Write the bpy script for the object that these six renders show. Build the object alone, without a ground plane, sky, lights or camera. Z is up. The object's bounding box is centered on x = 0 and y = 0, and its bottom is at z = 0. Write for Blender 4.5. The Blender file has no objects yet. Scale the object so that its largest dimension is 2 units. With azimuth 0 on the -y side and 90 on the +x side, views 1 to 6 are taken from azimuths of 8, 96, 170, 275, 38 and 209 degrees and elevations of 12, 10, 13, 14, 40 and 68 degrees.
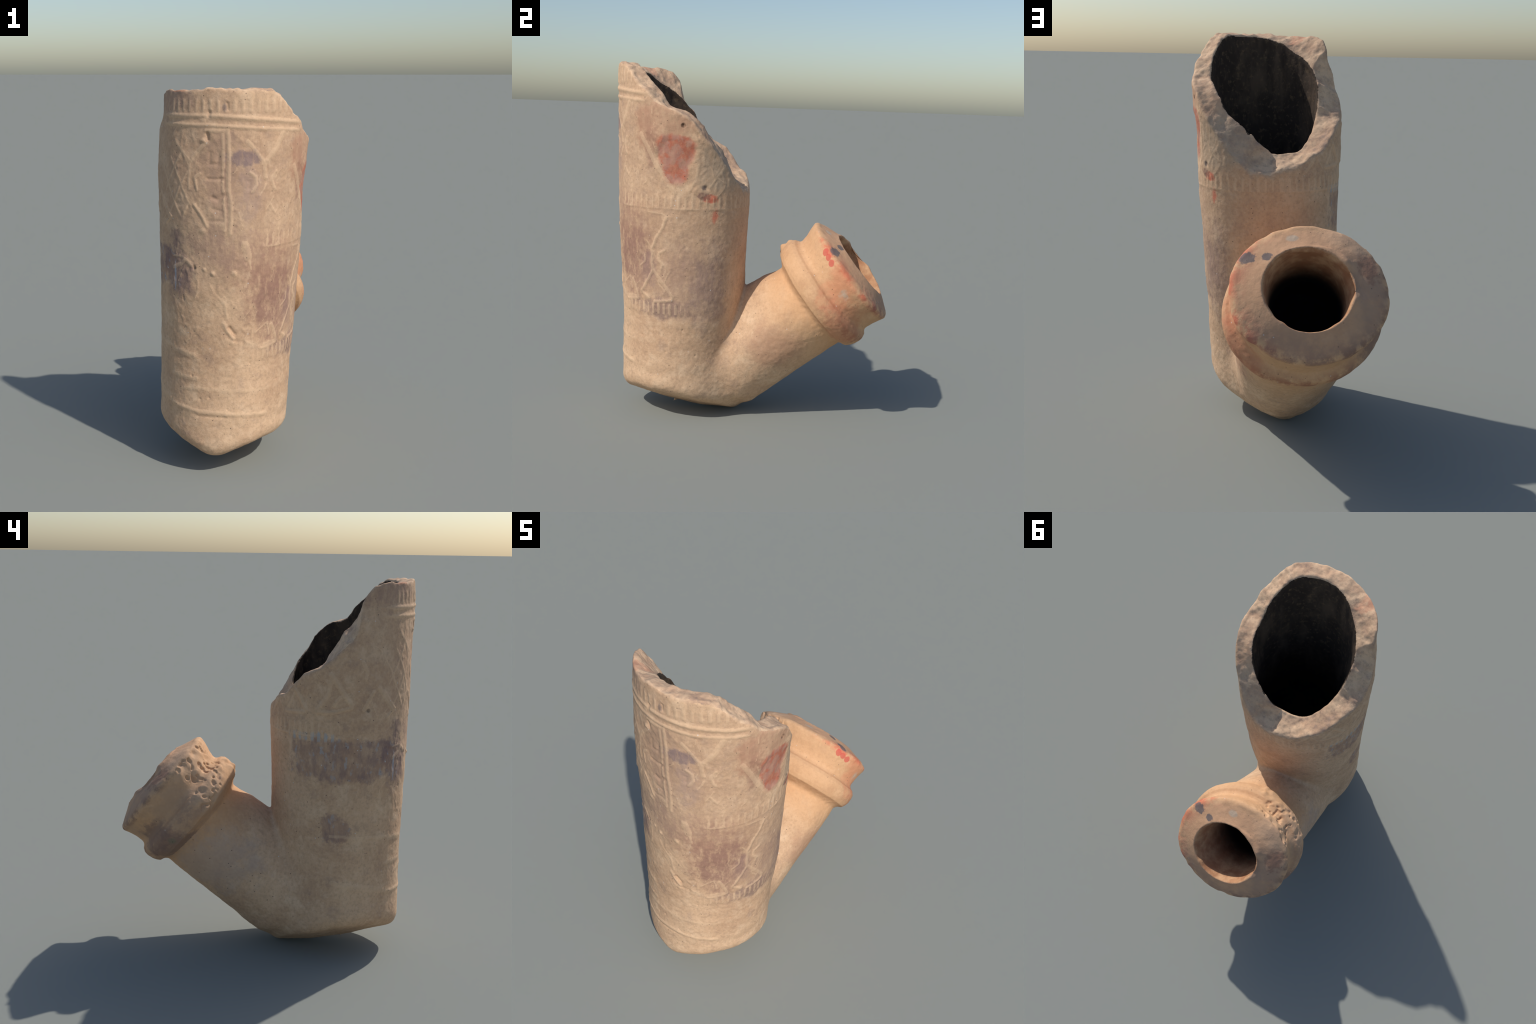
"""A broken fired-clay smoking pipe: tall moulded bowl with a fractured mouth, a short
rising shank and a beaded socket collar.  The body is described as profiles, axes and
edge heights, blended into one skin and then separated into its named regions."""
import bpy, math
import numpy as np

STEP = 0.0050            # size of the skin's facets
rng = np.random.default_rng(7)

# ------------------------------------------------------------------ little helpers
def sstep(a, b, x):
    t = np.clip((x - a) / (b - a), 0, 1)
    return t * t * (3 - 2 * t)

def smin(a, b, k):
    h = np.clip(0.5 + 0.5 * (b - a) / k, 0, 1)
    return b + (a - b) * h - k * h * (1 - h)

def smax(a, b, k):
    return -smin(-a, -b, k)

def lattice(ix, iy, iz, seed):
    h = (ix * 374761393 + iy * 668265263 + iz * 2147483647 + seed * 144665) & 0xFFFFFFFF
    h = ((h ^ (h >> 13)) * 1274126177) & 0xFFFFFFFF
    h = ((h ^ (h >> 16)) * 2246822519) & 0xFFFFFFFF
    return ((h ^ (h >> 15)) & 0xFFFF) / 32767.5 - 1.0

def noise(P, freq, seed=0):
    Q = np.asarray(P, np.float64) * freq + 1000.0
    I = np.floor(Q).astype(np.int64); F = Q - I
    F = F * F * (3 - 2 * F)
    out = 0
    for a in (0, 1):
        for b in (0, 1):
            for c in (0, 1):
                w = (F[:, 0] if a else 1 - F[:, 0]) * (F[:, 1] if b else 1 - F[:, 1]) * (F[:, 2] if c else 1 - F[:, 2])
                out = out + w * lattice(I[:, 0] + a, I[:, 1] + b, I[:, 2] + c, seed)
    return out

def fbm(P, freq, seed=0, octaves=3):
    return sum(noise(P, freq * 2 ** i, seed + i) * 0.5 ** i for i in range(octaves))

# ------------------------------------------------------------------ profiles of the pipe
# bowl: left / right / front / back reach against height
BOWL_X = ([0, .2, .5, 1.0, 1.5, 1.6, 1.7, 2.0],
          [-.387, -.387, -.376, -.366, -.373, -.374, -.373, -.365],
          [.292, .302, .317, .342, .374, .386, .394, .400])
BOWL_Y = ([0, .2, .5, .9, 1.1, 1.3, 1.6, 2.0],
          [-.762, -.763, -.760, -.761, -.764, -.766, -.770, -.768],
          [-.060, -.060, -.057, -.053, -.047, -.041, -.039, -.039])
def bowl_section(z):
    xl = np.interp(z, BOWL_X[0], BOWL_X[1]); xr = np.interp(z, BOWL_X[0], BOWL_X[2])
    yf = np.interp(z, BOWL_Y[0], BOWL_Y[1]); yb = np.interp(z, BOWL_Y[0], BOWL_Y[2])
    return (xl + xr) / 2, (yf + yb) / 2, (xr - xl) / 2, (yb - yf) / 2

# tobacco chamber
CH_CX, CH_CY, CH_RX, CH_RY, CH_FLOOR = .024, -.395, .288, .298, .66

# fractured mouth: edge heights round the bowl (degrees from the front, + to the right)
EDGE_IN = [(-180, 1.392), (-165, 1.405), (-150, 1.42), (-132, 1.465), (-121, 1.512), (-109, 1.565), (-104, 1.63),
           (-94, 1.70), (-88, 1.748), (-77, 1.80), (-60, 1.85), (-39, 1.90), (-24, 1.948), (-8, 1.972), (10, 1.976),
           (38, 1.976), (47, 1.955), (53, 1.93), (62, 1.89), (74, 1.84), (84, 1.768), (91, 1.748), (100, 1.742), (109, 1.725), (120, 1.682),
           (130, 1.600), (140, 1.560), (152, 1.505), (162, 1.460), (172, 1.405)]
EDGE_OUT = [(-180, 1.332), (-168, 1.350), (-156, 1.395), (-143, 1.425), (-130, 1.478), (-122, 1.527), (-115, 1.547),
            (-107, 1.565), (-94, 1.625), (-88, 1.675), (-82, 1.70), (-77, 1.76), (-74, 1.84), (-71, 1.92), (-63, 1.966), (-48, 1.988),
            (-41, 1.982), (-30, 1.980), (-16, 1.985), (-7, 1.993), (1, 1.997), (7, 1.990), (14, 1.979), (32, 1.984),
            (38, 1.981), (45, 1.965), (51, 1.922), (59, 1.872), (66, 1.85), (74, 1.79), (88, 1.752), (102, 1.71),
            (111, 1.65), (122, 1.575), (130, 1.495), (140, 1.425), (149, 1.365), (156, 1.312), (172, 1.310)]
def around(table, deg):
    a, h = zip(*table)
    a = np.array((a[-1] - 360,) + a + (a[0] + 360,)); h = np.array((h[-1],) + h + (h[0],))
    return np.interp(deg, a, h)

# shank and collar share one axis plane; t runs along it, w across it
AX_Y, AX_Z, AX_X = .770, .638, -.022
AX_OFF = .309
SH_T = [-.3, 0, .22, .45, .56, .63, .70, .9]
SH_LOW = [.034, .038, .036, .029, .026, .024, .022, .015]
SH_TOP = [.600, .600, .602, .602, .587, .566, .560, .558]
SH_RX = [.255, .262, .276, .290, .298, .298, .296, .296]
COLLAR = [(.50, .0), (.66, .20), (.700, .285), (.712, .305), (.722, .325), (.742, .336), (.765, .343), (.790, .346), (.814, .344), (.832, .333),
          (.842, .317), (.854, .308), (.870, .306), (.905, .312), (.94, .322), (.97, .330), (.990, .336), (1.003, .336), (1.2, .336)]
SOCKET_R, SOCKET_END = .190, .54

def axis_coords(P):
    t = P[:, 1] * AX_Y + P[:, 2] * AX_Z
    w = -P[:, 1] * AX_Z + P[:, 2] * AX_Y
    return t, w

# ------------------------------------------------------------------ the body as signed distances
def lobe(deg, at, width):
    return np.exp(-(((deg - at + 180) % 360 - 180) / width) ** 2)

def bowl_angle(P):
    cx, cy, rx, ry = bowl_section(P[:, 2])
    u, v = (P[:, 0] - cx) / rx, (P[:, 1] - cy) / ry
    deg = np.degrees(np.arctan2(u, -v)); z = P[:, 2]
    # hand-pressed out of round: fuller at the back right, flatter at the front left
    out = .028 * lobe(deg, 128, 34) * sstep(.35, .8, z) + .004 * lobe(deg, -40, 30) * sstep(.3, .8, z) * sstep(1.9, 1.75, z)
    out = out - .034 * lobe(deg, -88, 22) * sstep(1.78, 1.88, z) - .006 * lobe(deg, -130, 30) * sstep(1.1, 1.5, z)
    out = out - .012 * lobe(deg, -65, 32) * sstep(1.5, 1.75, z) + (.012 * lobe(deg, 62, 30) + .013 * lobe(deg, 20, 20) ) * sstep(.7, 1.1, z) + .010 * lobe(deg, 150, 24) * sstep(.85, 1.0, z) * sstep(1.45, 1.3, z)
    return deg, np.hypot(u, v) / (1 + out / .37)

def parts(P):
    x, y, z = P[:, 0], P[:, 1], P[:, 2]
    deg, q = bowl_angle(P)
    bowl = (q - 1) * .37
    # keeled foot: two facets meeting in a ridge that falls towards the shank
    keel = np.interp(y, [-.80, -.72, -.52, -.27, -.12, .3], [.114, .090, .037, -.009, -.018, -.03])
    xk = x - np.interp(y, [-.7, -.1], [-.046, -.070])
    right = (keel + xk * .45 - z) * .88
    left = (keel - xk * .60 - z) * .86
    foot = smax(right, left, .06)
    t, w = axis_coords(P)
    lo, hi = np.interp(t, SH_T, SH_LOW), np.interp(t, SH_T, SH_TOP)
    rw = (hi - lo) / 2
    flank = .24 * sstep(.34, .58, w) * sstep(.74, .45, t)
    sx = np.interp(t, [0, .3, .66, 1.0], [-.062, -.056, -.032, -.032]) - .045 * (w - .31) * sstep(.65, .2, t)
    shank = (np.sqrt(((x - sx) * (1 + np.where(x > sx, flank, 0)) / np.interp(t, SH_T, SH_RX)) ** 2 + ((w - (hi + lo) / 2) / rw) ** 2) - 1) * .29
    shank = smax(np.maximum(shank, t - .80), -.02 - t, .10)
    ct, cr = zip(*COLLAR)
    cu, cw = (x + .040) / 1.075, w - AX_OFF - .008 * sstep(.86, .96, t)
    rho = np.hypot(cu, cw) * (1 + .04 * cu * cw / (cu * cu + cw * cw + 1e-6))
    inward = np.maximum(1.05 - t, 0)
    bore = np.hypot(x + .020 + .14 * inward, w - AX_OFF - .11 * inward)
    face = (t + .42 * (rho - .19) - 1.057) * .92
    collar = smax((rho - np.interp(t, ct, cr)) * .85, face, .024)
    blend = .03 + .035 * sstep(.75, .30, z)
    body = smax(smin(bowl, shank, blend), foot, .055)
    body = smin(body, collar, .030)
    # hollows
    zf = np.maximum(z, CH_FLOOR + .22)
    a = np.hypot((x - CH_CX) / CH_RX, (y - CH_CY) / CH_RY)
    taper = np.interp(z, [.6, .9, 1.3, 1.7, 2.0], [.72, .80, .905, .98, 1.0])
    taper = taper * (1 - .10 * lobe(deg, -42, 42) - .11 * lobe(deg, -142, 42) - .08 * lobe(deg, 168, 28) - .12 * lobe(deg, 165, 30) * sstep(1.45, 1.35, z) - .07 * lobe(deg, -143, 40) * sstep(1.3, 1.1, z))
    a = a / taper
    ch = (np.hypot(a, np.minimum(z - CH_FLOOR - .22, 0) / .22) - 1) * .27
    mouth = np.interp(t, [.5, .8, 1.0, 1.03, 1.05, 1.07, 1.2], [SOCKET_R - .045, SOCKET_R - .018, SOCKET_R - .001, SOCKET_R + .002, SOCKET_R + .009, SOCKET_R + .016, .22])
    so = smax(bore - mouth, SOCKET_END - t, .05)
    # fracture
    s = np.clip((a - 1) / np.maximum(a - q, .05), -.15, 1.25)
    hin, hout = around(EDGE_IN, deg), around(EDGE_OUT, deg)
    brk = z - .008 - (hin + (hout - hin) * s)
    return dict(bowl=bowl, shank=shank, collar=collar, body=body, chamber=-ch, socket=-so, brk=brk, t=t, w=w, rho=rho, deg=deg, q=q, foot=foot)

def rough_break(P, d):
    near = np.abs(d['brk']) < .06
    n = np.zeros(len(P))
    if near.any():
        Q = P[near]
        n[near] = .012 * fbm(Q, 9, 11, 2) + .004 * noise(Q, 40, 15)
    return d['brk'] + n

def solid(P):
    d = parts(P)
    b = smax(smax(d['body'], d['chamber'], .012), d['socket'], .006)
    return smax(b, rough_break(P, d) * .7, .017)

def chunks(fn, P, n=400000):
    return np.concatenate([fn(P[i:i + n]) for i in range(0, len(P), n)])

# ------------------------------------------------------------------ skinning (surface nets)
LOW = np.array([-.45, -.83, -.04]); HIGH = np.array([.45, .83, 2.05])
K = 4
nc = np.ceil((HIGH - LOW) / (STEP * K)).astype(int)
ax = [LOW[i] + np.arange(nc[i] + 1) * STEP * K for i in range(3)]
G = np.stack(np.meshgrid(*ax, indexing='ij'), -1).reshape(-1, 3)
dc = chunks(solid, G).reshape(nc + 1)
sg = dc < 0
mix_any = np.zeros(nc, bool); mix_all = np.ones(nc, bool)
for a in (0, 1):
    for b in (0, 1):
        for c in (0, 1):
            v = sg[a:a + nc[0], b:b + nc[1], c:c + nc[2]]
            mix_any |= v; mix_all &= v
close = np.abs(dc[:-1, :-1, :-1]) < STEP * K * .7
active = (mix_any & ~mix_all) | close
n = nc * K
D = np.repeat(np.repeat(np.repeat(dc[:-1, :-1, :-1], K, 0), K, 1), K, 2).astype(np.float32)
D = np.where(D < 0, -1, 1).astype(np.float32)
A = np.repeat(np.repeat(np.repeat(active, K, 0), K, 1), K, 2)
idx = np.argwhere(A)
D[A] = chunks(lambda q: solid(LOW + q * STEP), idx).astype(np.float32)
del A, G
S = D < 0
m = n - 1
cnt = np.zeros(m, np.int8)
for a in (0, 1):
    for b in (0, 1):
        for c in (0, 1):
            cnt += S[a:a + m[0], b:b + m[1], c:c + m[2]]
cells = np.argwhere((cnt > 0) & (cnt < 8))
vid = np.full(m, -1, np.int32)
vid[tuple(cells.T)] = np.arange(len(cells))
acc = np.zeros((len(cells), 3)); num = np.zeros(len(cells))
corner = [(a, b, c) for a in (0, 1) for b in (0, 1) for c in (0, 1)]
val = {k: D[cells[:, 0] + k[0], cells[:, 1] + k[1], cells[:, 2] + k[2]].astype(float) for k in corner}
for k in corner:
    for axis in range(3):
        if k[axis] == 0:
            j = tuple(1 if i == axis else k[i] for i in range(3))
            va, vb = val[k], val[j]
            hit = (va < 0) != (vb < 0)
            f = np.where(hit, va / np.where(hit, va - vb, 1), 0)
            p = np.array(k, float)[None, :].repeat(len(cells), 0); p[:, axis] = f
            acc += p * hit[:, None]; num += hit
V = LOW + (cells + acc / num[:, None]) * STEP
F = []
for axis in range(3):
    o1, o2 = [(1, 2), (2, 0), (0, 1)][axis]
    lo = [slice(1, m[i]) for i in range(3)]; lo[axis] = slice(0, m[axis])
    hi = list(lo); hi[axis] = slice(1, m[axis] + 1)
    a, b = S[tuple(lo)], S[tuple(hi)]
    e = np.argwhere(a != b)
    flip = b[tuple(e.T)]
    e = e + np.array([0 if i == axis else 1 for i in range(3)])
    def at(d1, d2):
        c = e.copy(); c[:, o1] += d1; c[:, o2] += d2
        return vid[tuple(c.T)]
    q = np.stack([at(-1, -1), at(0, -1), at(0, 0), at(-1, 0)], 1)
    q[flip] = q[flip][:, ::-1]
    F.append(q)
F = np.concatenate(F)
F = F[(F >= 0).all(1)]
del D, S, vid, cnt

def gradient(fn, P, h=.0015):
    g = np.stack([fn(P + h * np.eye(3)[i]) - fn(P - h * np.eye(3)[i]) for i in range(3)], 1) / (2 * h)
    return g
g = gradient(lambda q: chunks(solid, q), V)
gn = np.linalg.norm(g, axis=1)
start = V.copy()
for _ in range(2):
    d = chunks(solid, V)
    V = V - g * (np.clip(d / np.maximum(gn, .3), -STEP * .7, STEP * .7) / np.maximum(gn, 1e-3))[:, None]
stray = np.abs(chunks(solid, V)) > .0012
V[stray] = start[stray]
N = g / np.maximum(gn, 1e-6)[:, None]

# ------------------------------------------------------------------ moulded ornament
# strokes in (degrees round the bowl, height); width, height of relief
RAISED = [
    # upper panel, front
    ([(6, 1.80), (7, 1.68), (8, 1.52), (10, 1.44), (10, 1.296)], .010, .0065),
    ([(2.5, 1.79), (3.5, 1.572), (6, 1.387), (6, 1.31)], .009, .0045),
    ([(-10, 1.80), (5, 1.795)], .010, .005),
    ([(-37, 1.741), (-23, 1.651), (-23, 1.513)], .011, .004),
    ([(-10, 1.74), (-17, 1.694), (-22, 1.651)], .011, .005),
    ([(-14, 1.590), (-18, 1.568), (-17, 1.536), (-16, 1.511)], .009, .006),
    ([(-18, 1.435), (-13, 1.385), (-8, 1.336)], .011, .007),
    ([(-54, 1.456), (-42, 1.366), (-49, 1.327)], .010, .005),
    ([(20, 1.749), (28, 1.685), (33, 1.642), (35, 1.568)], .012, .005),
    ([(48, 1.785), (42, 1.713), (35, 1.652)], .013, .0075),
    ([(23, 1.597), (27, 1.575), (28, 1.533), (25, 1.502)], .009, .0065),
    ([(43, 1.596), (40, 1.566), (42, 1.528), (44, 1.511)], .009, .005),
    ([(40, 1.438), (45, 1.391)], .009, .004),
    ([(62, 1.62), (69, 1.551), (74, 1.480), (84, 1.391), (92, 1.315)], .013, .006),
    ([(103, 1.320), (109, 1.385), (111, 1.471)], .012, .0035),
    ([(118, 1.33), (135, 1.47)], .012, .003),
    # upper panel, left side triangles
    ([(-98, 1.545), (-91, 1.482), (-81, 1.39)], .012, .0055),
    ([(-108, 1.362), (-99, 1.442), (-97, 1.523)], .012, .0045),
    ([(-108, 1.352), (-93, 1.355), (-81, 1.378)], .011, .0045),
    ([(-90, 1.428), (-95, 1.384)], .010, .004),
    ([(-128, 1.448), (-123, 1.407), (-118, 1.360)], .012, .0055),
    ([(-139, 1.338), (-119, 1.348)], .010, .004),
    ([(-138, 1.345), (-130, 1.43)], .010, .003),
    ([(-58, 1.473), (-52, 1.422), (-45, 1.362)], .011, .005),
    ([(-71, 1.369), (-63, 1.459)], .011, .004),
    ([(-73, 1.605), (-69, 1.562), (-70, 1.525)], .010, .0035),
    ([(-160, 1.325), (-152, 1.385)], .010, .003),
    # lower panel
    ([(21, 1.245), (22.5, 1.215), (24, 1.18)], .019, .0075),
    ([(24, 1.18), (27, 1.12)], .012, .003),
    ([(7, .945), (9, .866)], .010, .0045),
    ([(6.5, .84), (10, .80), (15, .760)], .012, .008),
    ([(1, 1.066), (2, .99)], .008, .002),
    ([(86, 1.180), (82, 1.119), (76, 1.062), (72, 1.0), (72, .933), (73, .885), (67, .820), (60, .755)], .009, .0065),
    ([(74, .880), (81, .823), (87, .771), (91, .742), (90, .720), (74, .708)], .010, .0055),
    ([(60, .755), (68, .721)], .010, .006),
    ([(84, .997), (79, .980), (78, .943), (82, .915)], .009, .005),
    ([(69, 1.205), (82, 1.198), (86, 1.18)], .010, .003),
    ([(65, .965), (65, .929), (59, .900)], .008, .0035),
    ([(49, .815), (55, .734), (56, .710), (39, .695)], .010, .0055),
    ([(9, .752), (15, .738)], .014, .0055), ([(24, .748), (35, .716)], .015, .003),
    ([(42, .714), (48, .720), (55, .716)], .014, .004),
    ([(28, .80), (24, .75)], .012, .003), ([(33, .78), (44, .83), (47, .76)], .010, .003),
    # finger-turned ridges near the foot
    ([(-41, .385), (-20, .366), (-2, .360), (20, .350), (48, .330)], .014, .0065),
    ([(-39, .675), (-19, .664)], .018, .005), ([(-40, .545), (-16, .539)], .018, .004),
    ([(-30, .475), (-10, .492), (20, .478), (51, .468)], .018, .003),
    ([(-95, .71), (-40, .69)], .014, .002), ([(-92, .46), (-45, .40)], .02, .003),
    # fold scar at the left
    ([(-40, 1.108), (-31, 1.13), (-28, 1.155), (-24, 1.14), (-20, 1.12)], .012, .0055),
    ([(-42, 1.165), (-33, 1.170), (-28, 1.16)], .009, .004),
]
LUMPS = [(-12, 1.748, .016, .009), (-3, 1.093, .014, .010), (-10, 1.112, .013, .007), (14, 1.099, .016, .008),
         (10, 1.86, .018, .003), (-12, 1.848, .02, .005), (-10, .185, .022, .008), (4, 1.345, .022, .004), (-11, 1.31, .022, .006)]
SUNK = [
    ([(-7, 1.69), (-7, 1.639), (-1, 1.640), (0, 1.69)], .011, .004), ([(-8, 1.563), (3, 1.567)], .010, .005),
    ([(-4, 1.475), (0, 1.466), (4, 1.488)], .012, .0065), ([(-6, 1.36), (3, 1.36)], .010, .003), ([(-4, 1.42), (3, 1.41)], .010, .003),
    ([(-9, 1.785), (-8.5, 1.755)], .010, .010), ([(11, .815), (15, .785)], .012, .009), ([(-7.5, 1.885), (-8, 1.865)], .011, .008),
    ([(5, 1.93), (5.5, 1.895)], .009, .009), ([(-13, .337), (11, .333)], .010, .0035), ([(23, 1.55), (23, 1.52)], .012, .004),
    ([(-19, 1.122), (-19.3, 1.112)], .007, .012), ([(-29, .962), (-29, .950)], .007, .007), ([(-67, 1.364), (-67, 1.360)], .010, .010),
    ([(99, 1.676), (99.5, 1.668)], .012, .016), ([(117, 1.345), (118, 1.335)], .012, .007), ([(108, 1.552), (107, 1.546)], .007, .005),
    ([(103, 1.685), (107, 1.65), (111, 1.612)], .008, .007),
    ([(-50, 1.165), (-38, 1.15)], .012, .004), ([(16, .745), (23, .74)], .01, .003),
]
PITS = [(-69, .542), (-86, .654), (-104, .592), (-83, .573), (-103, .896), (-108, .655), (-12, .43), (-20, .55), (30, .62), (12, .38), (-4, .44),
        (-75, .95), (-60, .84), (-95, .93), (-55, .62), (-88, .47), (-40, .50), (60, .50), (85, .42), (45, .35), (-112, .78), (100, .55), (112, .40), (70, .28)]

# the rest of the pressed pattern is worn to faint slanting nicks inside the two picture fields
WORN = []
for field, count in (((-155, 150, 1.32, 1.79), 210), ((-55, 105, .73, 1.19), 110)):
    for _ in range(count):
        a, zz = rng.uniform(field[0], field[1]), rng.uniform(field[2], field[3])
        L = rng.uniform(.03, .10); tilt = math.radians(rng.choice([58, 62, 118, 122, 90]) + rng.normal(0, 8))
        da = math.degrees(L * math.cos(tilt) / .375) / 2; dz = L * math.sin(tilt) / 2
        bend = rng.normal(0, 2.0)
        WORN.append(([(a - da, zz - dz), (a + bend, zz), (a + da, zz + dz)], rng.uniform(.008, .013), rng.uniform(.0012, .0026)))

def stroke_relief(U, Z, pts, w, h):
    out = np.zeros(len(U))
    us = [math.radians(p[0]) * .375 for p in pts]; zs = [p[1] for p in pts]; r = 2.2 * w
    i = np.flatnonzero((U > min(us) - r) & (U < max(us) + r) & (Z > min(zs) - r) & (Z < max(zs) + r))
    if len(i):
        out[i] = h * bell(stroke_distance(U[i], Z[i], pts), w)
    return out

def stroke_distance(U, Z, pts):
    best = np.full(len(U), 1e3)
    for (a0, z0), (a1, z1) in zip(pts[:-1], pts[1:]):
        ax0, ax1 = math.radians(a0) * .375, math.radians(a1) * .375
        dx, dz = ax1 - ax0, z1 - z0
        k = np.clip(((U - ax0) * dx + (Z - z0) * dz) / (dx * dx + dz * dz + 1e-12), 0, 1)
        best = np.minimum(best, np.hypot(U - ax0 - k * dx, Z - z0 - k * dz))
    return best

def bell(d, w):
    return np.exp(-(d / w) ** 2 * 1.6)

def ornament(P, d):
    deg, z = d['deg'], P[:, 2]
    wob = .004 * noise(P, 18, 31)
    U, Z = np.radians(deg) * .375, z + wob
    Uw = U + .003 * noise(P, 25, 5)
    up = np.zeros(len(P)); down = np.zeros(len(P))
    for pts, w, h in RAISED:
        up = np.maximum(up, stroke_relief(Uw, Z, pts, w * 1.2, h * (1.5 if pts[0][0] < -44 else .9)))
    for pts, w, h in WORN:
        up = np.maximum(up, stroke_relief(Uw, Z, pts, w, h))
    for a, zz, w, h in LUMPS:
        up = np.maximum(up, h * bell(np.hypot(U - math.radians(a) * .375, Z - zz), w))
    for pts, w, h in SUNK:
        down = np.maximum(down, stroke_relief(U, Z, pts, w, h))
    for a, zz in PITS:
        down = np.maximum(down, stroke_relief(U, z, [(a, zz), (a, zz)], .006, .006))
    wear = .65 + .35 * noise(P, 7, 77)
    # twin ring below the mouth and the milled frieze above it
    front = sstep(-62, -38, deg) * sstep(72, 58, deg)
    ring1 = 1.872 - .0012 * np.maximum(deg, 0) * .45
    ring2 = 1.823 - .0008 * np.maximum(deg + 10, 0) * .5
    up = np.maximum(up, .0085 * front * bell(z - ring1 + .006, .014))
    up = np.maximum(up, .0065 * front * bell(z - ring2, .012))
    bars = .5 + .5 * np.cos(np.radians(deg + 1) * 360 / 5.7)
    band = sstep(1.875, 1.89, z) * sstep(1.955, 1.93, z)
    up = np.maximum(up, .0055 * front * band * bars ** 1.5 * wear)
    # middle frieze, all round
    line = 1.228 - .000 * deg
    midw = sstep(30, 45, np.abs(deg)) * np.where(deg < 0, sstep(-60, -100, deg) * .6 + .15, 1)
    midw = np.where(np.abs(deg) > 125, 1.0, midw)
    bars2 = .5 + .5 * np.cos(np.radians(deg) * 360 / 5.6)
    band2 = sstep(1.222, 1.235, z) * sstep(1.312, 1.285, z)
    patchy = .6 + .4 * sstep(-.45, .35, noise(P, 9, 88))
    up = np.maximum(up, .0054 * patchy * midw * band2 * bars2 ** 1.3 * (.5 + .5 * wear))
    up = np.maximum(up, .0040 * patchy * midw * bell(z - line, .009))
    # net of lozenges in the upper field, rubbed almost flat in places
    field = sstep(1.34, 1.40, z) * sstep(1.80, 1.74, z) * np.maximum(sstep(-158, -140, deg) * sstep(-14, -28, deg), .7 * sstep(96, 112, deg) * sstep(158, 145, deg))
    net = np.zeros(len(P))
    for sgn in (-1, 1):
        k = (Uw * .86 + sgn * Z * .5) / .085
        net = np.maximum(net, bell((k - np.round(k)) * .085, .010))
    up = np.maximum(up, .0034 * field * net * sstep(-.25, .35, noise(P, 8, 93)))
    # flaked scar on the right: a shallow angular hollow with a crisp lip
    arc = Uw / .375 * 180 / math.pi
    scar = np.maximum(np.maximum(np.abs(arc - 92 - (z - 1.50) * 30) / 15.5, np.abs(z - 1.495) / .118), (np.abs(arc - 93) / 15 + np.abs(z - 1.52) / .145) * .80)
    cut = .0075 * sstep(1.10, .80, scar + .10 * noise(P, 16, 95))
    upper = np.maximum(np.abs(arc - 97) / 13, np.abs(z - 1.645) / .075)
    cut = np.maximum(cut, .0062 * sstep(1.08, .6, upper + .08 * noise(P, 14, 96)))
    up *= 1 - np.clip(cut / .0062, 0, 1)
    down = np.maximum(down, cut)
    # lower frieze, worn
    w3 = sstep(20, 35, deg) * sstep(115, 90, deg)
    bars3 = .5 + .5 * np.cos(np.radians(deg) * 360 / 5.2)
    up = np.maximum(up, .0045 * w3 * sstep(.625, .64, z) * sstep(.705, .69, z) * bars3 * wear)
    w4 = sstep(-40, -60, deg) * sstep(-100, -85, deg)
    up = np.maximum(up, .002 * w4 * (bell(z - .71, .03) + bell(z - .44, .03)) * bars3)
    # the picture field between the friezes lies a little lower than the plain wall
    return up * (.50 + .25 * wear) - down * .80

d = parts(V)
on_wall = sstep(.02, .004, np.abs(d['bowl'])) * sstep(.012, -.004, d['brk'] + .004) * sstep(.03, .09, -d['foot']) * sstep(-.01, .03, d['shank'])
keep_out = sstep(.03, .004, np.abs(d['body']))
wall = np.flatnonzero(on_wall > .001)
disp = np.zeros(len(V))
disp[wall] = ornament(V[wall], {k: v[wall] for k, v in d.items()}) * on_wall[wall]
relief = disp.copy()
# hand-made unevenness and fine tooling on the outside, cloddy break
outer = keep_out * sstep(.006, -.004, np.maximum(d['chamber'], d['socket']))
disp += outer * (.0040 * fbm(V, 5, 3, 2) + .0012 * noise(V, 22, 9) + .0009 * noise(V, 60, 19) + .0018 * sstep(.75, .55, V[:, 2]) * noise(V * np.array([2., 2., 21.]), 1, 29))
brkface = sstep(.02, .004, np.abs(d['brk']))
disp += brkface * (.003 * noise(V, 26, 21) + .0012 * noise(V, 70, 22))
# crumbled upper left of the collar, chips on its rim
crumb = np.zeros(len(V))
for c, r in (((-.20, .36, 1.075), .12), ((-.28, .39, 1.03), .10), ((-.30, .28, .99), .13), ((-.36, .27, .92), .09), ((-.18, .27, 1.04), .10)):
    crumb = np.maximum(crumb, bell(np.linalg.norm(V - np.array(c), axis=1), r))
crumb *= sstep(.69, .72, d['t']) * sstep(1.0, .985, d['t'])
crumb = sstep(.14, .50, crumb + .25 * noise(V, 12, 41))
pit = sstep(.16, .55, noise(V, 46, 42) + .45 * noise(V, 60, 43))
disp += crumb * (.0065 * noise(V, 24, 44) - .008 * pit)
rimband = sstep(.955, .985, d['t']) * sstep(1.03, 1.0, d['t']) * sstep(.29, .32, d['rho'])
disp += rimband * (.004 * noise(V, 22, 51) - .008 * np.clip(noise(V, 13, 52) - .25, 0, 1))
mouth = sstep(.02, .006, np.abs(d['rho'] - .19)) * sstep(1.0, 1.04, d['t'])
disp += mouth * (.006 * noise(V, 24, 61) + .005 * noise(V, 11, 62))
disp += sstep(.03, .004, np.abs(d['chamber'])) * sstep(-.01, -.05, d['brk']) * (.005 * fbm(V * np.array([1, 1, .35]), 14, 71, 3))
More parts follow.
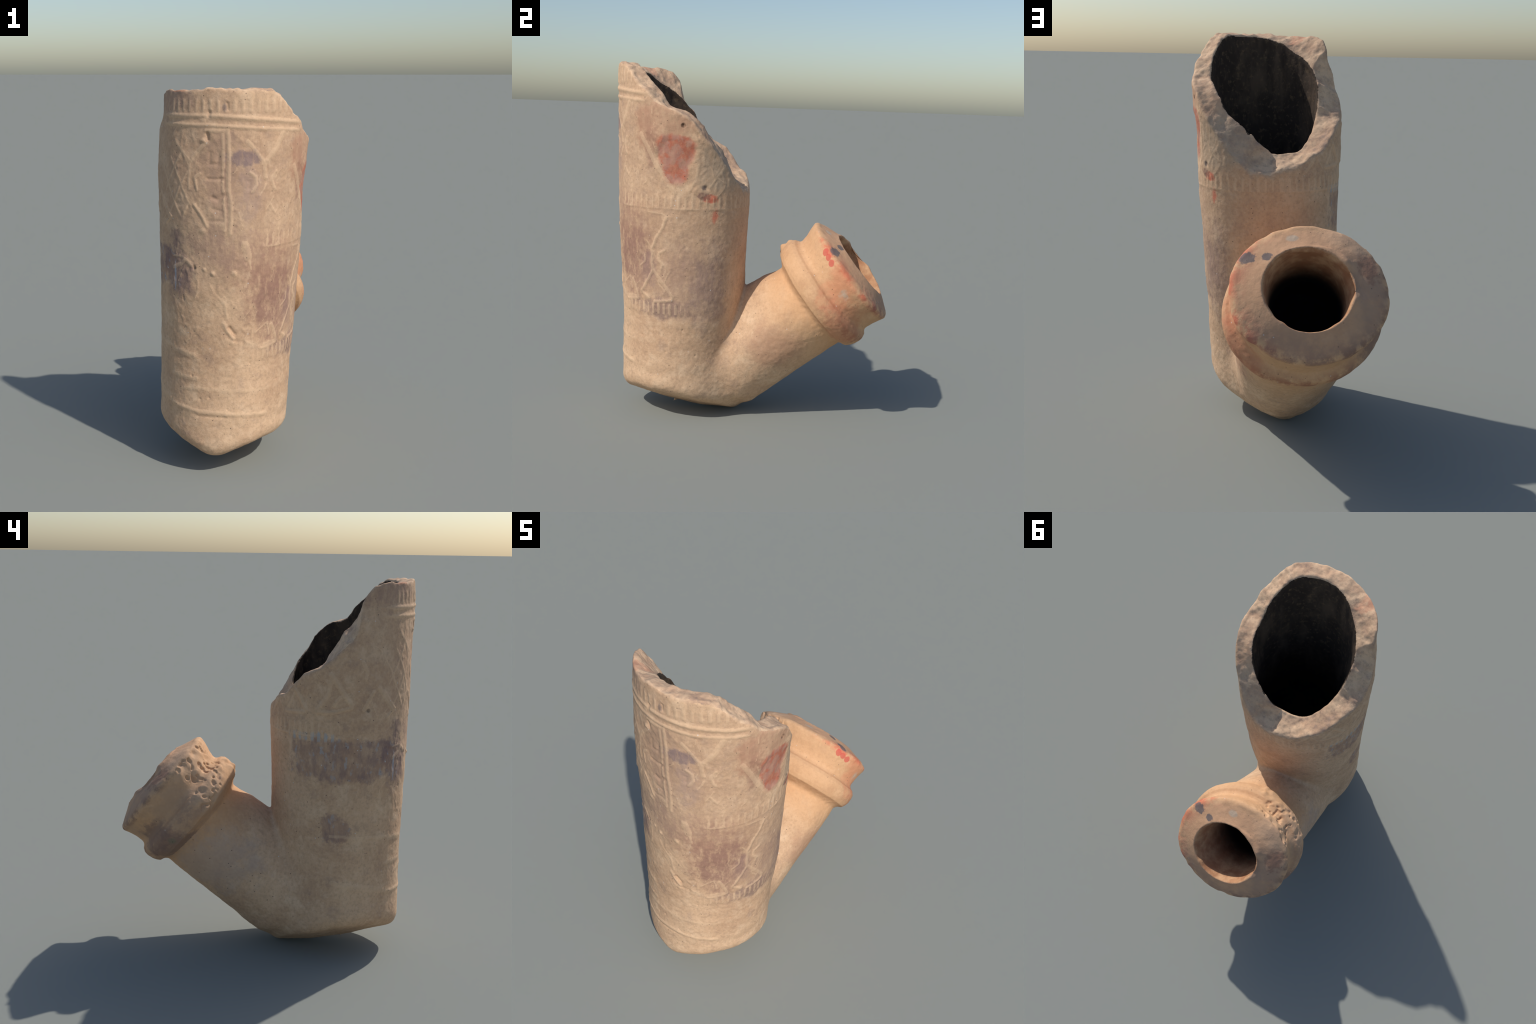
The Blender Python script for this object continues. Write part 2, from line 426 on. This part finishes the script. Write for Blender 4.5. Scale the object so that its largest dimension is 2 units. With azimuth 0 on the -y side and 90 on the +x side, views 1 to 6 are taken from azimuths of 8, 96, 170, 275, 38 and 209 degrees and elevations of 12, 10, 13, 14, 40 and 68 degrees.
# chip out of the lip at its lower right, old dent by the spur
for c, r, h in (((.212, .69, .672), .040, .015), ((-.052, .163, .987), .024, -.022), ((-.062, .20, 1.017), .020, -.010), ((-.09, .17, .985), .028, -.012), ((-.11, .15, .955), .04, -.012),
                ((-.225, .56, .95), .06, .014), ((-.235, .60, .895), .050, .022), ((-.215, .56, .93), .035, .012), ((.09, .69, .80), .03, -.010), ((.10, .675, .815), .025, .010),
                ((-.203, .355, 1.083), .030, .012), ((-.286, .391, 1.036), .034, .013), ((-.35, .285, .93), .030, .014)):
    disp -= h * bell(np.linalg.norm(V - np.array(c), axis=1), r)
V = V + N * disp[:, None]

# press down any single stray facet corner
for _ in range(2):
    near, links = np.zeros_like(V), np.zeros(len(V))
    for k in range(4):
        for j in (1, 3):
            for i in range(3):
                near[:, i] += np.bincount(F[:, k], V[F[:, (k + j) % 4], i], len(V))
            links += np.bincount(F[:, k], minlength=len(V))
    near /= np.maximum(links, 1)[:, None]
    off = np.linalg.norm(V - near, axis=1) > .0045
    V[off] = near[off]
# sit exactly on the ground, centred
V[:, 2] -= V[:, 2].min()

# ------------------------------------------------------------------ regions of the one skin
C = V[F].mean(1)
d = parts(C)
wig = .004 * noise(C, 40, 91)
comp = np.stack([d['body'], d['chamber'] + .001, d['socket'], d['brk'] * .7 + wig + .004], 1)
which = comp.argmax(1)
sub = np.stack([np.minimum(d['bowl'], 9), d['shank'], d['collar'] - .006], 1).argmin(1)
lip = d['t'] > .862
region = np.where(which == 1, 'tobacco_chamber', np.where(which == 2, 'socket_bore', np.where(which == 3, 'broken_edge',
         np.where((sub == 0) & (relief[F].mean(1) > .00145), 'moulded_ornament', np.where(sub == 0, 'bowl', np.where(sub == 1, 'shank', np.where(lip, 'lip', 'bead')))))))

# ------------------------------------------------------------------ materials
def lin(r, g, b):
    f = lambda c: (c / 12.92 if c <= .04045 else ((c + .055) / 1.055) ** 2.4)
    return tuple(f(v / 255) for v in (r, g, b)) + (1,)

class Mat:
    def __init__(self, name):
        self.m = bpy.data.materials.new(name); self.m.use_nodes = True
        self.t = self.m.node_tree; self.n = self.t.nodes; self.n.clear(); self.fields = {}
        self.co = self.new('ShaderNodeTexCoord').outputs['Object']
        sp = self.new('ShaderNodeSeparateXYZ'); self.link(self.co, sp.inputs[0])
        self.x, self.y, self.z = sp.outputs
        self.deg = self.op('MULTIPLY', self.op('ARCTAN2', self.op('MULTIPLY', self.op('SUBTRACT', self.x, .005), 1 / .38),
                           self.op('MULTIPLY', self.op('ADD', self.y, .405), -1 / .365)), 180 / math.pi)
        self.axt = self.op('ADD', self.op('MULTIPLY', self.y, AX_Y), self.op('MULTIPLY', self.z, AX_Z))
    def new(self, kind): return self.n.new(kind)
    def link(self, a, b): self.t.links.new(a, b)
    def put(self, v, s):
        if isinstance(v, (int, float)): s.default_value = v
        elif isinstance(v, tuple): s.default_value = v
        else: self.link(v, s)
    def op(self, o, a, b=0.0, clamp=False):
        k = self.new('ShaderNodeMath'); k.operation = o; k.use_clamp = clamp
        self.put(a, k.inputs[0]); self.put(b, k.inputs[1]); return k.outputs[0]
    def rag(self, scale, octv=5):
        """a few shared noise fields; patches sit apart, so they may share them"""
        key = min((6, 12, 26), key=lambda q: abs(math.log(q / scale)))
        if key not in self.fields:
            self.fields[key] = self.op('SUBTRACT', self.noise(key, octv, .7, w=3.1 + key), .5)
        return self.fields[key]
    def streaks(self):
        if 'streak' not in self.fields:
            self.fields['streak'] = self.ramp(self.noise(34, 5, .7, stretch=(1, 1, .4), w=9.0), .36, .60)
        return self.fields['streak']
    def noise(self, scale, detail=3, rough=.6, stretch=None, w=0.0):
        k = self.new('ShaderNodeTexNoise'); k.inputs['Scale'].default_value = scale
        k.inputs['Detail'].default_value = detail; k.inputs['Roughness'].default_value = rough
        mp = self.new('ShaderNodeMapping'); self.link(self.co, mp.inputs[0])
        mp.inputs['Location'].default_value = (w, w * 1.7, w * .6)
        if stretch: mp.inputs['Scale'].default_value = stretch
        self.link(mp.outputs[0], k.inputs['Vector']); return k.outputs['Fac']
    def ramp(self, v, lo, hi):
        k = self.new('ShaderNodeMapRange'); k.interpolation_type = 'SMOOTHSTEP'
        self.put(v, k.inputs[0]); k.inputs[1].default_value = lo; k.inputs[2].default_value = hi
        return k.outputs[0]
    def mix(self, fac, a, b, mode='MIX'):
        k = self.new('ShaderNodeMix'); k.data_type = 'RGBA'; k.blend_type = mode
        self.put(fac, k.inputs[0]); self.put(a, k.inputs[6]); self.put(b, k.inputs[7]); return k.outputs[2]
    def mul(self, a, b): return self.op('MULTIPLY', a, b)
    def spot(self, deg, z, rdeg, rz, power=2, rag=.5, soft=.25, scale=14, seed=0.0, streak=.5):
        """ragged patch on the bowl wall round (deg, z)"""
        u = self.op('MULTIPLY', self.op('SUBTRACT', self.deg, float(deg)), 1 / rdeg)
        v = self.op('MULTIPLY', self.op('SUBTRACT', self.z, float(z)), 1 / rz)
        r = self.op('ADD', self.op('POWER', self.op('ABSOLUTE', u), power), self.op('POWER', self.op('ABSOLUTE', v), power))
        r = self.op('POWER', r, 1 / power)
        r = self.op('ADD', r, self.mul(self.rag(scale), rag * 4))
        m = self.ramp(r, 1 + soft, 1 - soft)
        if streak:
            m = self.mul(m, self.op('ADD', 1 - streak, self.mul(self.streaks(), streak)))
        return m
    def ball(self, c, r, rag=.5, soft=.25, scale=14, seed=0.0):
        s = self.new('ShaderNodeVectorMath'); s.operation = 'SUBTRACT'; self.link(self.co, s.inputs[0]); s.inputs[1].default_value = c
        k = self.new('ShaderNodeVectorMath'); k.operation = 'DIVIDE'; self.link(s.outputs[0], k.inputs[0]); k.inputs[1].default_value = r
        l = self.new('ShaderNodeVectorMath'); l.operation = 'LENGTH'; self.link(k.outputs[0], l.inputs[0])
        q = self.op('ADD', l.outputs['Value'], self.mul(self.rag(scale), rag * 3.2))
        return self.ramp(q, 1 + soft, 1 - soft)
    def finish(self, col, rough=.82, bump=.25, bscale=120):
        b = self.new('ShaderNodeBsdfPrincipled'); o = self.new('ShaderNodeOutputMaterial')
        self.link(col, b.inputs['Base Color']); b.inputs['Roughness'].default_value = rough
        b.inputs['Specular IOR Level'].default_value = .25
        h = self.op('ADD', self.noise(bscale, 4, .65), self.mul(self.noise(bscale * .3, 3), 1.5))
        k = self.new('ShaderNodeBump'); k.inputs['Strength'].default_value = bump; k.inputs['Distance'].default_value = .004
        self.link(h, k.inputs['Height']); self.link(k.outputs[0], b.inputs['Normal'])
        self.link(b.outputs[0], o.inputs[0]); return self.m

TAN, TAN_PALE, TAN_DIM = lin(214, 178, 143), lin(228, 196, 162), lin(198, 161, 128)
GREYBROWN, PLUM, ORANGE = lin(157, 131, 115), lin(128, 105, 100), lin(216, 164, 116)
RUST, REDCLAY, SLATE = lin(190, 122, 92), lin(205, 104, 78), lin(120, 116, 120)

def clay_base(M):
    """mottled tan body colour shared by every outside part"""
    big = M.noise(3.2, 4, .55); mid = M.noise(11, 5, .62, w=2.0); fine = M.noise(60, 4, .7, w=4.0)
    c = M.mix(M.ramp(big, .35, .68), TAN_DIM, TAN)
    c = M.mix(M.mul(M.ramp(mid, .48, .72), .55), c, TAN_PALE)
    c = M.mix(M.mul(M.ramp(mid, .48, .28), .40), c, GREYBROWN)
    c = M.mix(M.mul(M.ramp(fine, .52, .34), .28), c, lin(146, 118, 100))
    c = M.mix(M.mul(M.ramp(fine, .52, .68), .25), c, lin(230, 200, 170))
    flake = M.noise(48, 6, .75, stretch=(1, 1, .5), w=15.0)
    c = M.mix(M.mul(M.ramp(flake, .54, .68), .20), c, lin(168, 138, 120))
    c = M.mix(M.mul(M.ramp(flake, .46, .34), .18), c, lin(218, 180, 146))
    return c

def specks(M, c, amount=1.0):
    for scale, size, colour, keep, seed in ((34, .085, lin(70, 58, 54), .72, 1.3), (26, .07, lin(214, 206, 198), .86, 7.7)):
        v = M.new('ShaderNodeTexVoronoi'); v.inputs['Scale'].default_value = scale
        mp = M.new('ShaderNodeMapping'); M.link(M.co, mp.inputs[0]); mp.inputs['Location'].default_value = (seed, seed, seed)
        M.link(mp.outputs[0], v.inputs['Vector'])
        sp = M.new('ShaderNodeSeparateColor'); M.link(v.outputs['Color'], sp.inputs[0])
        f = M.mul(M.ramp(v.outputs['Distance'], size * 1.6, size * .6), M.op('GREATER_THAN', sp.outputs[0], keep))
        c = M.mix(M.mul(f, .75 * amount), c, colour)
    return c

def orange_by_shank(M, c):
    f = M.mul(M.ramp(M.axt, .30, .72), M.ramp(M.y, -.05, .14))
    return M.mix(M.mul(f, .65), c, ORANGE)

def fired_clay(name='fired_clay', worn=0.0):
    M = Mat(name); c = orange_by_shank(M, clay_base(M))
    streak = M.noise(26, 4, .6, stretch=(1, 1, .18), w=8.0)
    c = M.mix(M.mul(M.ramp(streak, .5, .7), .25), c, TAN_DIM)
    P = M.spot
    c = M.mix(M.mul(P(5, 1.50, 75, .42, 2, .4, .5, 6, 40), .38), c, lin(172, 140, 118))
    c = M.mix(M.mul(P(75, .95, 60, .32, 2, .4, .5, 6, 41), .38), c, lin(166, 132, 110))
    # brown and plum smoke stains
    c = M.mix(M.mul(P(40, 1.03, 26, .20, 2, .6, .6, 10, 1, .75), .75), c, lin(160, 122, 103))
    c = M.mix(M.mul(P(47, .92, 20, .18, 2, .8, .5, 16, 2, .8), .5), c, lin(140, 105, 94))
    c = M.mix(M.mul(P(0, 1.22, 24, .10, 2, .7, .6, 12, 3, .7), .55), c, lin(158, 126, 110))
    c = M.mix(M.mul(P(3, 1.55, 14, .26, 2, .8, .4, 9, 4), .45), c, lin(165, 134, 116))
    c = M.mix(M.mul(P(22, 1.50, 10, .14, 2, .6, .4, 12, 5), .5), c, lin(166, 140, 128))
    c = M.mix(M.mul(P(19, 1.665, 12, .035, 2, .5, .3, 18, 6), .85), c, lin(140, 118, 114))
    c = M.mix(M.mul(P(-38, 1.10, 15, .14, 2, .6, .4, 14, 7, .6), .8), c, PLUM)
    c = M.mix(M.mul(P(-36, 1.25, 8, .06, 2, .5, .3, 14, 8), .6), c, PLUM)
    c = M.mix(M.mul(P(-46, 1.95, 26, .09, 2, .6, .4, 12, 9), .55), c, lin(140, 112, 104))
    c = M.mix(M.mul(P(80, .665, 30, .055, 3, .5, .25, 14, 10), .75), c, lin(140, 114, 104))
    c = M.mix(M.mul(P(105, .80, 30, .20, 2, .6, .5, 8, 11), .5), c, lin(160, 130, 114))
    c = M.mix(M.mul(P(125, .78, 16, .22, 2, .6, .4, 9, 12), .5), c, lin(146, 120, 110))
    c = M.mix(M.mul(P(67, .88, 9, .10, 2, .6, .4, 12, 13), .55), c, lin(150, 120, 110))
    # long dark slip patch and the small one under it, left side, with pale bloom
    slip = M.op('MAXIMUM', P(-86, 1.105, 44, .105, 5, .34, .16, 16, 14), P(-91, .745, 11.5, .075, 2.5, .45, .15, 16, 15))
    c = M.mix(M.mul(slip, .72), c, M.mix(M.ramp(M.noise(20, 4, .6, stretch=(1, 1, .4), w=12.), .4, .6), lin(132, 108, 104), lin(158, 126, 108)))
    bloom = M.mul(M.op('MAXIMUM', slip, P(-110, 1.225, 18, .03, 4, .3, .2, 14, 16)), M.ramp(M.noise(30, 3, .6, stretch=(1, 1, .6), w=21.), .56, .66))
    c = M.mix(M.mul(bloom, .55), c, lin(170, 172, 174))
    c = M.mix(M.mul(M.mul(P(-112, 1.222, 20, .022, 3, .3, .3, 14, 17), M.ramp(M.op('COSINE', M.mul(M.deg, math.pi / 2.8)), -.2, .5)), .8), c, lin(168, 170, 170))
    c = M.mix(M.mul(P(-39, 1.06, 1.0, .07, 2, .5, .3, 30, 18), .6), c, lin(168, 178, 190))
    # spall on the right: bare red clay, brown margin, dull grey chamfer
    c = M.mix(M.mul(P(68, 1.66, 12, .13, 2, .45, .3, 12, 19), .75), c, lin(176, 132, 106))
    c = M.mix(M.mul(P(71, 1.56, 6, .12, 2, .4, .3, 12, 20), .6), c, lin(150, 110, 92))
    c = M.mix(M.mul(P(96, 1.66, 13, .055, 2, .2, .4, 10, 21), .85), c, lin(188, 148, 118))
    c = M.mix(M.mul(P(82, 1.70, 22, .10, 2, .3, .3, 12, 43), .6), c, lin(184, 142, 116))
    red = M.op('MAXIMUM', P(92.5, 1.535, 16, .086, 3, .14, .14, 9, 22, .25), P(92.5, 1.435, 11.5, .080, 2, .16, .2, 9, 23.5, .25))
    c = M.mix(M.mul(red, .92), c, M.mix(M.ramp(M.noise(18, 4, .6, w=31.), .42, .58), lin(182, 104, 81), lin(176, 124, 107)))
    c = M.mix(M.mul(P(130, 1.44, 20, .14, 2, .35, .35, 10, 23), .6), c, lin(168, 148, 126))
    c = M.mix(M.mul(P(123, 1.285, 6, .022, 2, .5, .3, 20, 24), .85), c, REDCLAY)
    c = M.mix(M.mul(P(116, 1.30, 4.5, .022, 2, .6, .3, 20, 25), .8), c, lin(110, 78, 74))
    c = M.mix(M.mul(P(117, 1.345, 2.2, .014, 2, .3, .3, 20, 26), .85), c, lin(92, 80, 80))
    c = M.mix(M.mul(P(127, 1.19, 3, .03, 2, .6, .4, 20, 27), .7), c, REDCLAY)
    c = M.mix(M.mul(P(-67, 1.362, 1.6, .010, 2, .2, .3, 20, 28), .9), c, lin(70, 62, 60))
    c = M.mix(M.mul(P(-19, 1.117, 1.0, .008, 2, .2, .3, 20, 29), .9), c, lin(70, 60, 58))
    c = M.mix(M.mul(P(5, 1.905, 1.6, .02, 2, .3, .4, 20, 30), .8), c, lin(105, 94, 94))
    c = M.mix(M.mul(P(99, 1.671, 2.0, .012, 2, .2, .3, 20, 31), .85), c, lin(92, 68, 54))
    c = M.mix(M.mul(M.ball((-.01, -.04, 1.10), (.19, .09, .17), .5, .5, 6, 32), .15), c, lin(190, 134, 96))  # faint orange tint on the bowl's back, partly bounced light painted in
    # brown patch on the shank flank and grey wear at left
    c = M.mix(M.mul(M.ball((.22, .16, .46), (.12, .15, .12), .5, .4, 9, 1), .55), c, lin(184, 140, 112))
    c = M.mix(M.mul(M.ball((-.27, .22, .52), (.12, .26, .16), .7, .4, 9, 2), .45), c, lin(176, 158, 146))
    if worn:   # raised lines mixed towards a paler tan
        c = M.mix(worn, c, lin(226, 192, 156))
    return M.finish(specks(M, c), .85, .3)

def collar_clay():
    M = Mat('collar_clay'); c = clay_base(M)
    c = M.mix(.55, c, ORANGE)
    B = M.ball
    n = M.ramp(M.noise(16, 5, .7, w=40.), .38, .62)
    # rust along the bead and under the lip
    crest = M.mul(M.ramp(M.axt, .72, .78), M.ramp(M.axt, .86, .80))
    low = M.ramp(M.z, .95, .55)
    c = M.mix(M.mul(M.mul(M.mul(crest, low), n), .8), c, lin(158, 104, 82))
    c = M.mix(M.mul(B((.30, .56, .60), (.12, .16, .14), .6, .4, 14, 3), .5), c, RUST)
    edge = M.mul(M.ramp(M.axt, .955, .99), M.ramp(M.axt, 1.035, 1.0))
    c = M.mix(M.mul(M.mul(edge, M.ramp(M.x, .05, .25)), M.mul(n, .85)), c, lin(206, 112, 84))
    c = M.mix(M.mul(M.mul(edge, M.ramp(M.z, .80, .66)), M.mul(n, .7)), c, lin(134, 104, 96))
    c = M.mix(M.mul(B((.33, .50, .82), (.06, .10, .12), .6, .4, 14, 4), .45), c, lin(214, 130, 96))
    c = M.mix(M.mul(M.mul(edge, M.ramp(M.x, -.08, -.24)), M.mul(n, .8)), c, lin(126, 94, 80))
    c = M.mix(M.mul(M.mul(crest, M.ramp(M.x, -.10, -.25)), M.mul(n, .6)), c, lin(138, 112, 100))
    # face: greyed lower half
    face = M.ramp(M.axt, .995, 1.02)
    c = M.mix(M.mul(face, .45), c, lin(198, 152, 122))
    c = M.mix(M.mul(M.mul(face, M.op('MAXIMUM', M.ramp(M.z, .86, .68), M.ramp(M.x, -.14, -.27))), M.mul(M.ramp(M.noise(7, 5, .65, w=44.), .30, .62), .55)), c, lin(150, 123, 108))
    # left flank is duller, bead stained, a green fleck
    c = M.mix(M.mul(M.mul(M.ramp(M.x, -.12, -.30), .5), M.ramp(M.noise(9, 4, .6, w=47.), .3, .6)), c, lin(176, 146, 122))
    c = M.mix(M.mul(B((-.33, .46, .62), (.10, .16, .14), .8, .3, 16, 5), .6), c, lin(128, 104, 96))
    c = M.mix(M.mul(B((-.345, .44, .66), (.05, .025, .025), .5, .4, 24, 6), .6), c, lin(116, 124, 96))
    c = M.mix(M.mul(B((-.31, .55, .98), (.05, .08, .06), .7, .3, 18, 7), .6), c, lin(150, 108, 88))
    for p, r in (((-.24, .37, 1.06), (.12, .12, .10)), ((-.33, .27, .95), (.10, .12, .12))):
        c = M.mix(M.mul(B(p, r, .5, .4, 16, 11), .45), c, lin(230, 188, 150))
    # grey smudges on the face and dabs of red varnish on the rim
    for p, r in (((.222, .470, 1.008), (.040, .030, .034)), ((.141, .495, 1.022), (.026, .020, .022))):
        c = M.mix(M.mul(B(p, r, .55, .12, 26, 8), .85), c, lin(104, 98, 98))
    for p, r in (((.235, .421, 1.012), (.022, .018, .022)), ((.256, .438, .988), (.020, .016, .020)), ((.278, .456, .961), (.018, .018, .020))):
        c = M.mix(M.mul(B(p, r, .22, .12, 30, 9), .72), c, lin(204, 80, 74))
    for p, r in (((.318, .525, .79), (.03, .03, .04)), ((.019, .424, 1.09), (.026, .02, .02))):
        c = M.mix(M.mul(B(p, r, .6, .3, 20, 10), .7), c, lin(196, 178, 156))
    return M.finish(specks(M, c, .8), .82, .3)

def broken_clay():
    M = Mat('broken_clay')
    a, b = M.noise(9, 5, .65, w=50.), M.noise(34, 4, .7, w=52.)
    c = M.mix(M.ramp(a, .35, .65), lin(188, 153, 125), lin(220, 186, 152))
    c = M.mix(M.mul(M.ramp(b, .52, .32), .4), c, lin(136, 116, 106))
    c = M.mix(M.mul(M.ramp(a, .42, .30), .5), c, lin(144, 128, 120))
    c = M.mix(M.mul(M.spot(-35, 1.97, 7, .03, 2, .5, .3, 20, 51), .5), c, lin(196, 128, 100))
    c = M.mix(M.mul(M.spot(115, 1.62, 12, .08, 2, .5, .4, 14, 52), .4), c, lin(206, 158, 124))
    c = M.mix(M.mul(M.spot(135, 1.45, 25, .14, 2, .4, .4, 10, 53), .5), c, lin(164, 146, 128))
    return M.finish(c, .9, .5, 70)

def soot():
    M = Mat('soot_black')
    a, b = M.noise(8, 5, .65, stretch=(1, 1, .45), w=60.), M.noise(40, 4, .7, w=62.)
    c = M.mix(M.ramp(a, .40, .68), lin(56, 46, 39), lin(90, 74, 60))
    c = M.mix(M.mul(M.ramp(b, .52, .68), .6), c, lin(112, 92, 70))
    c = M.mix(M.mul(M.ramp(M.z, 1.45, .80), .9), c, lin(14, 11, 11))  # colour goes from dark brown to near black with depth
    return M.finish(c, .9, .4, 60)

def smoked_bore():
    M = Mat('smoked_bore'); c = M.mix(.5, clay_base(M), ORANGE)
    c = M.mix(M.ramp(M.noise(12, 4, .6, w=70.), .35, .65), c, lin(176, 126, 92))
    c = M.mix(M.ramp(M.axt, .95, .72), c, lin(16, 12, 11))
    return M.finish(c, .9, .3)

clay, collar_m = fired_clay(), collar_clay()
LOOK = {'bowl': clay, 'moulded_ornament': fired_clay('pale_relief_clay', .33), 'shank': clay, 'bead': collar_m, 'lip': collar_m, 'broken_edge': broken_clay(), 'tobacco_chamber': soot(), 'socket_bore': smoked_bore()}

# ------------------------------------------------------------------ build the objects
def mesh_from(name, verts, faces):
    me = bpy.data.meshes.new(name)
    me.vertices.add(len(verts)); me.vertices.foreach_set('co', np.ascontiguousarray(verts, np.float32).ravel())
    me.loops.add(faces.size); me.loops.foreach_set('vertex_index', np.ascontiguousarray(faces, np.int32).ravel())
    me.polygons.add(len(faces)); me.polygons.foreach_set('loop_start', np.arange(0, faces.size, 4, dtype=np.int32))
    me.update(calc_edges=True); me.validate(); return me

whole = mesh_from('whole', V, F)
VN = np.zeros(len(V) * 3, np.float32); whole.vertex_normals.foreach_get('vector', VN); VN = VN.reshape(-1, 3)
bpy.data.meshes.remove(whole)

pipe = bpy.data.objects.new('clay_pipe', None)
bpy.context.collection.objects.link(pipe)
pipe['label'] = 'broken fired clay tobacco pipe bowl with moulded ornament and beaded socket'
pipe['category'] = 'tobacco pipe'
collar = bpy.data.objects.new('socket_collar', None)
bpy.context.collection.objects.link(collar); collar.parent = pipe
for name in ('bowl', 'moulded_ornament', 'broken_edge', 'tobacco_chamber', 'shank', 'bead', 'lip', 'socket_bore'):
    f = F[region == name]
    if not len(f):
        continue
    used, inv = np.unique(f, return_inverse=True)
    me = mesh_from(name, V[used], inv.reshape(-1, 4))
    me.polygons.foreach_set('use_smooth', np.ones(len(me.polygons), bool))
    me.normals_split_custom_set_from_vertices(VN[used])
    me.materials.append(LOOK[name])
    ob = bpy.data.objects.new(name, me); bpy.context.collection.objects.link(ob)
    ob.parent = collar if name in ('bead', 'lip') else bpy.data.objects['bowl'] if name == 'moulded_ornament' else pipe
    if name == 'moulded_ornament':
        ob['kind'] = 'stuff'
print('extent', V.min(0), V.max(0), len(F))
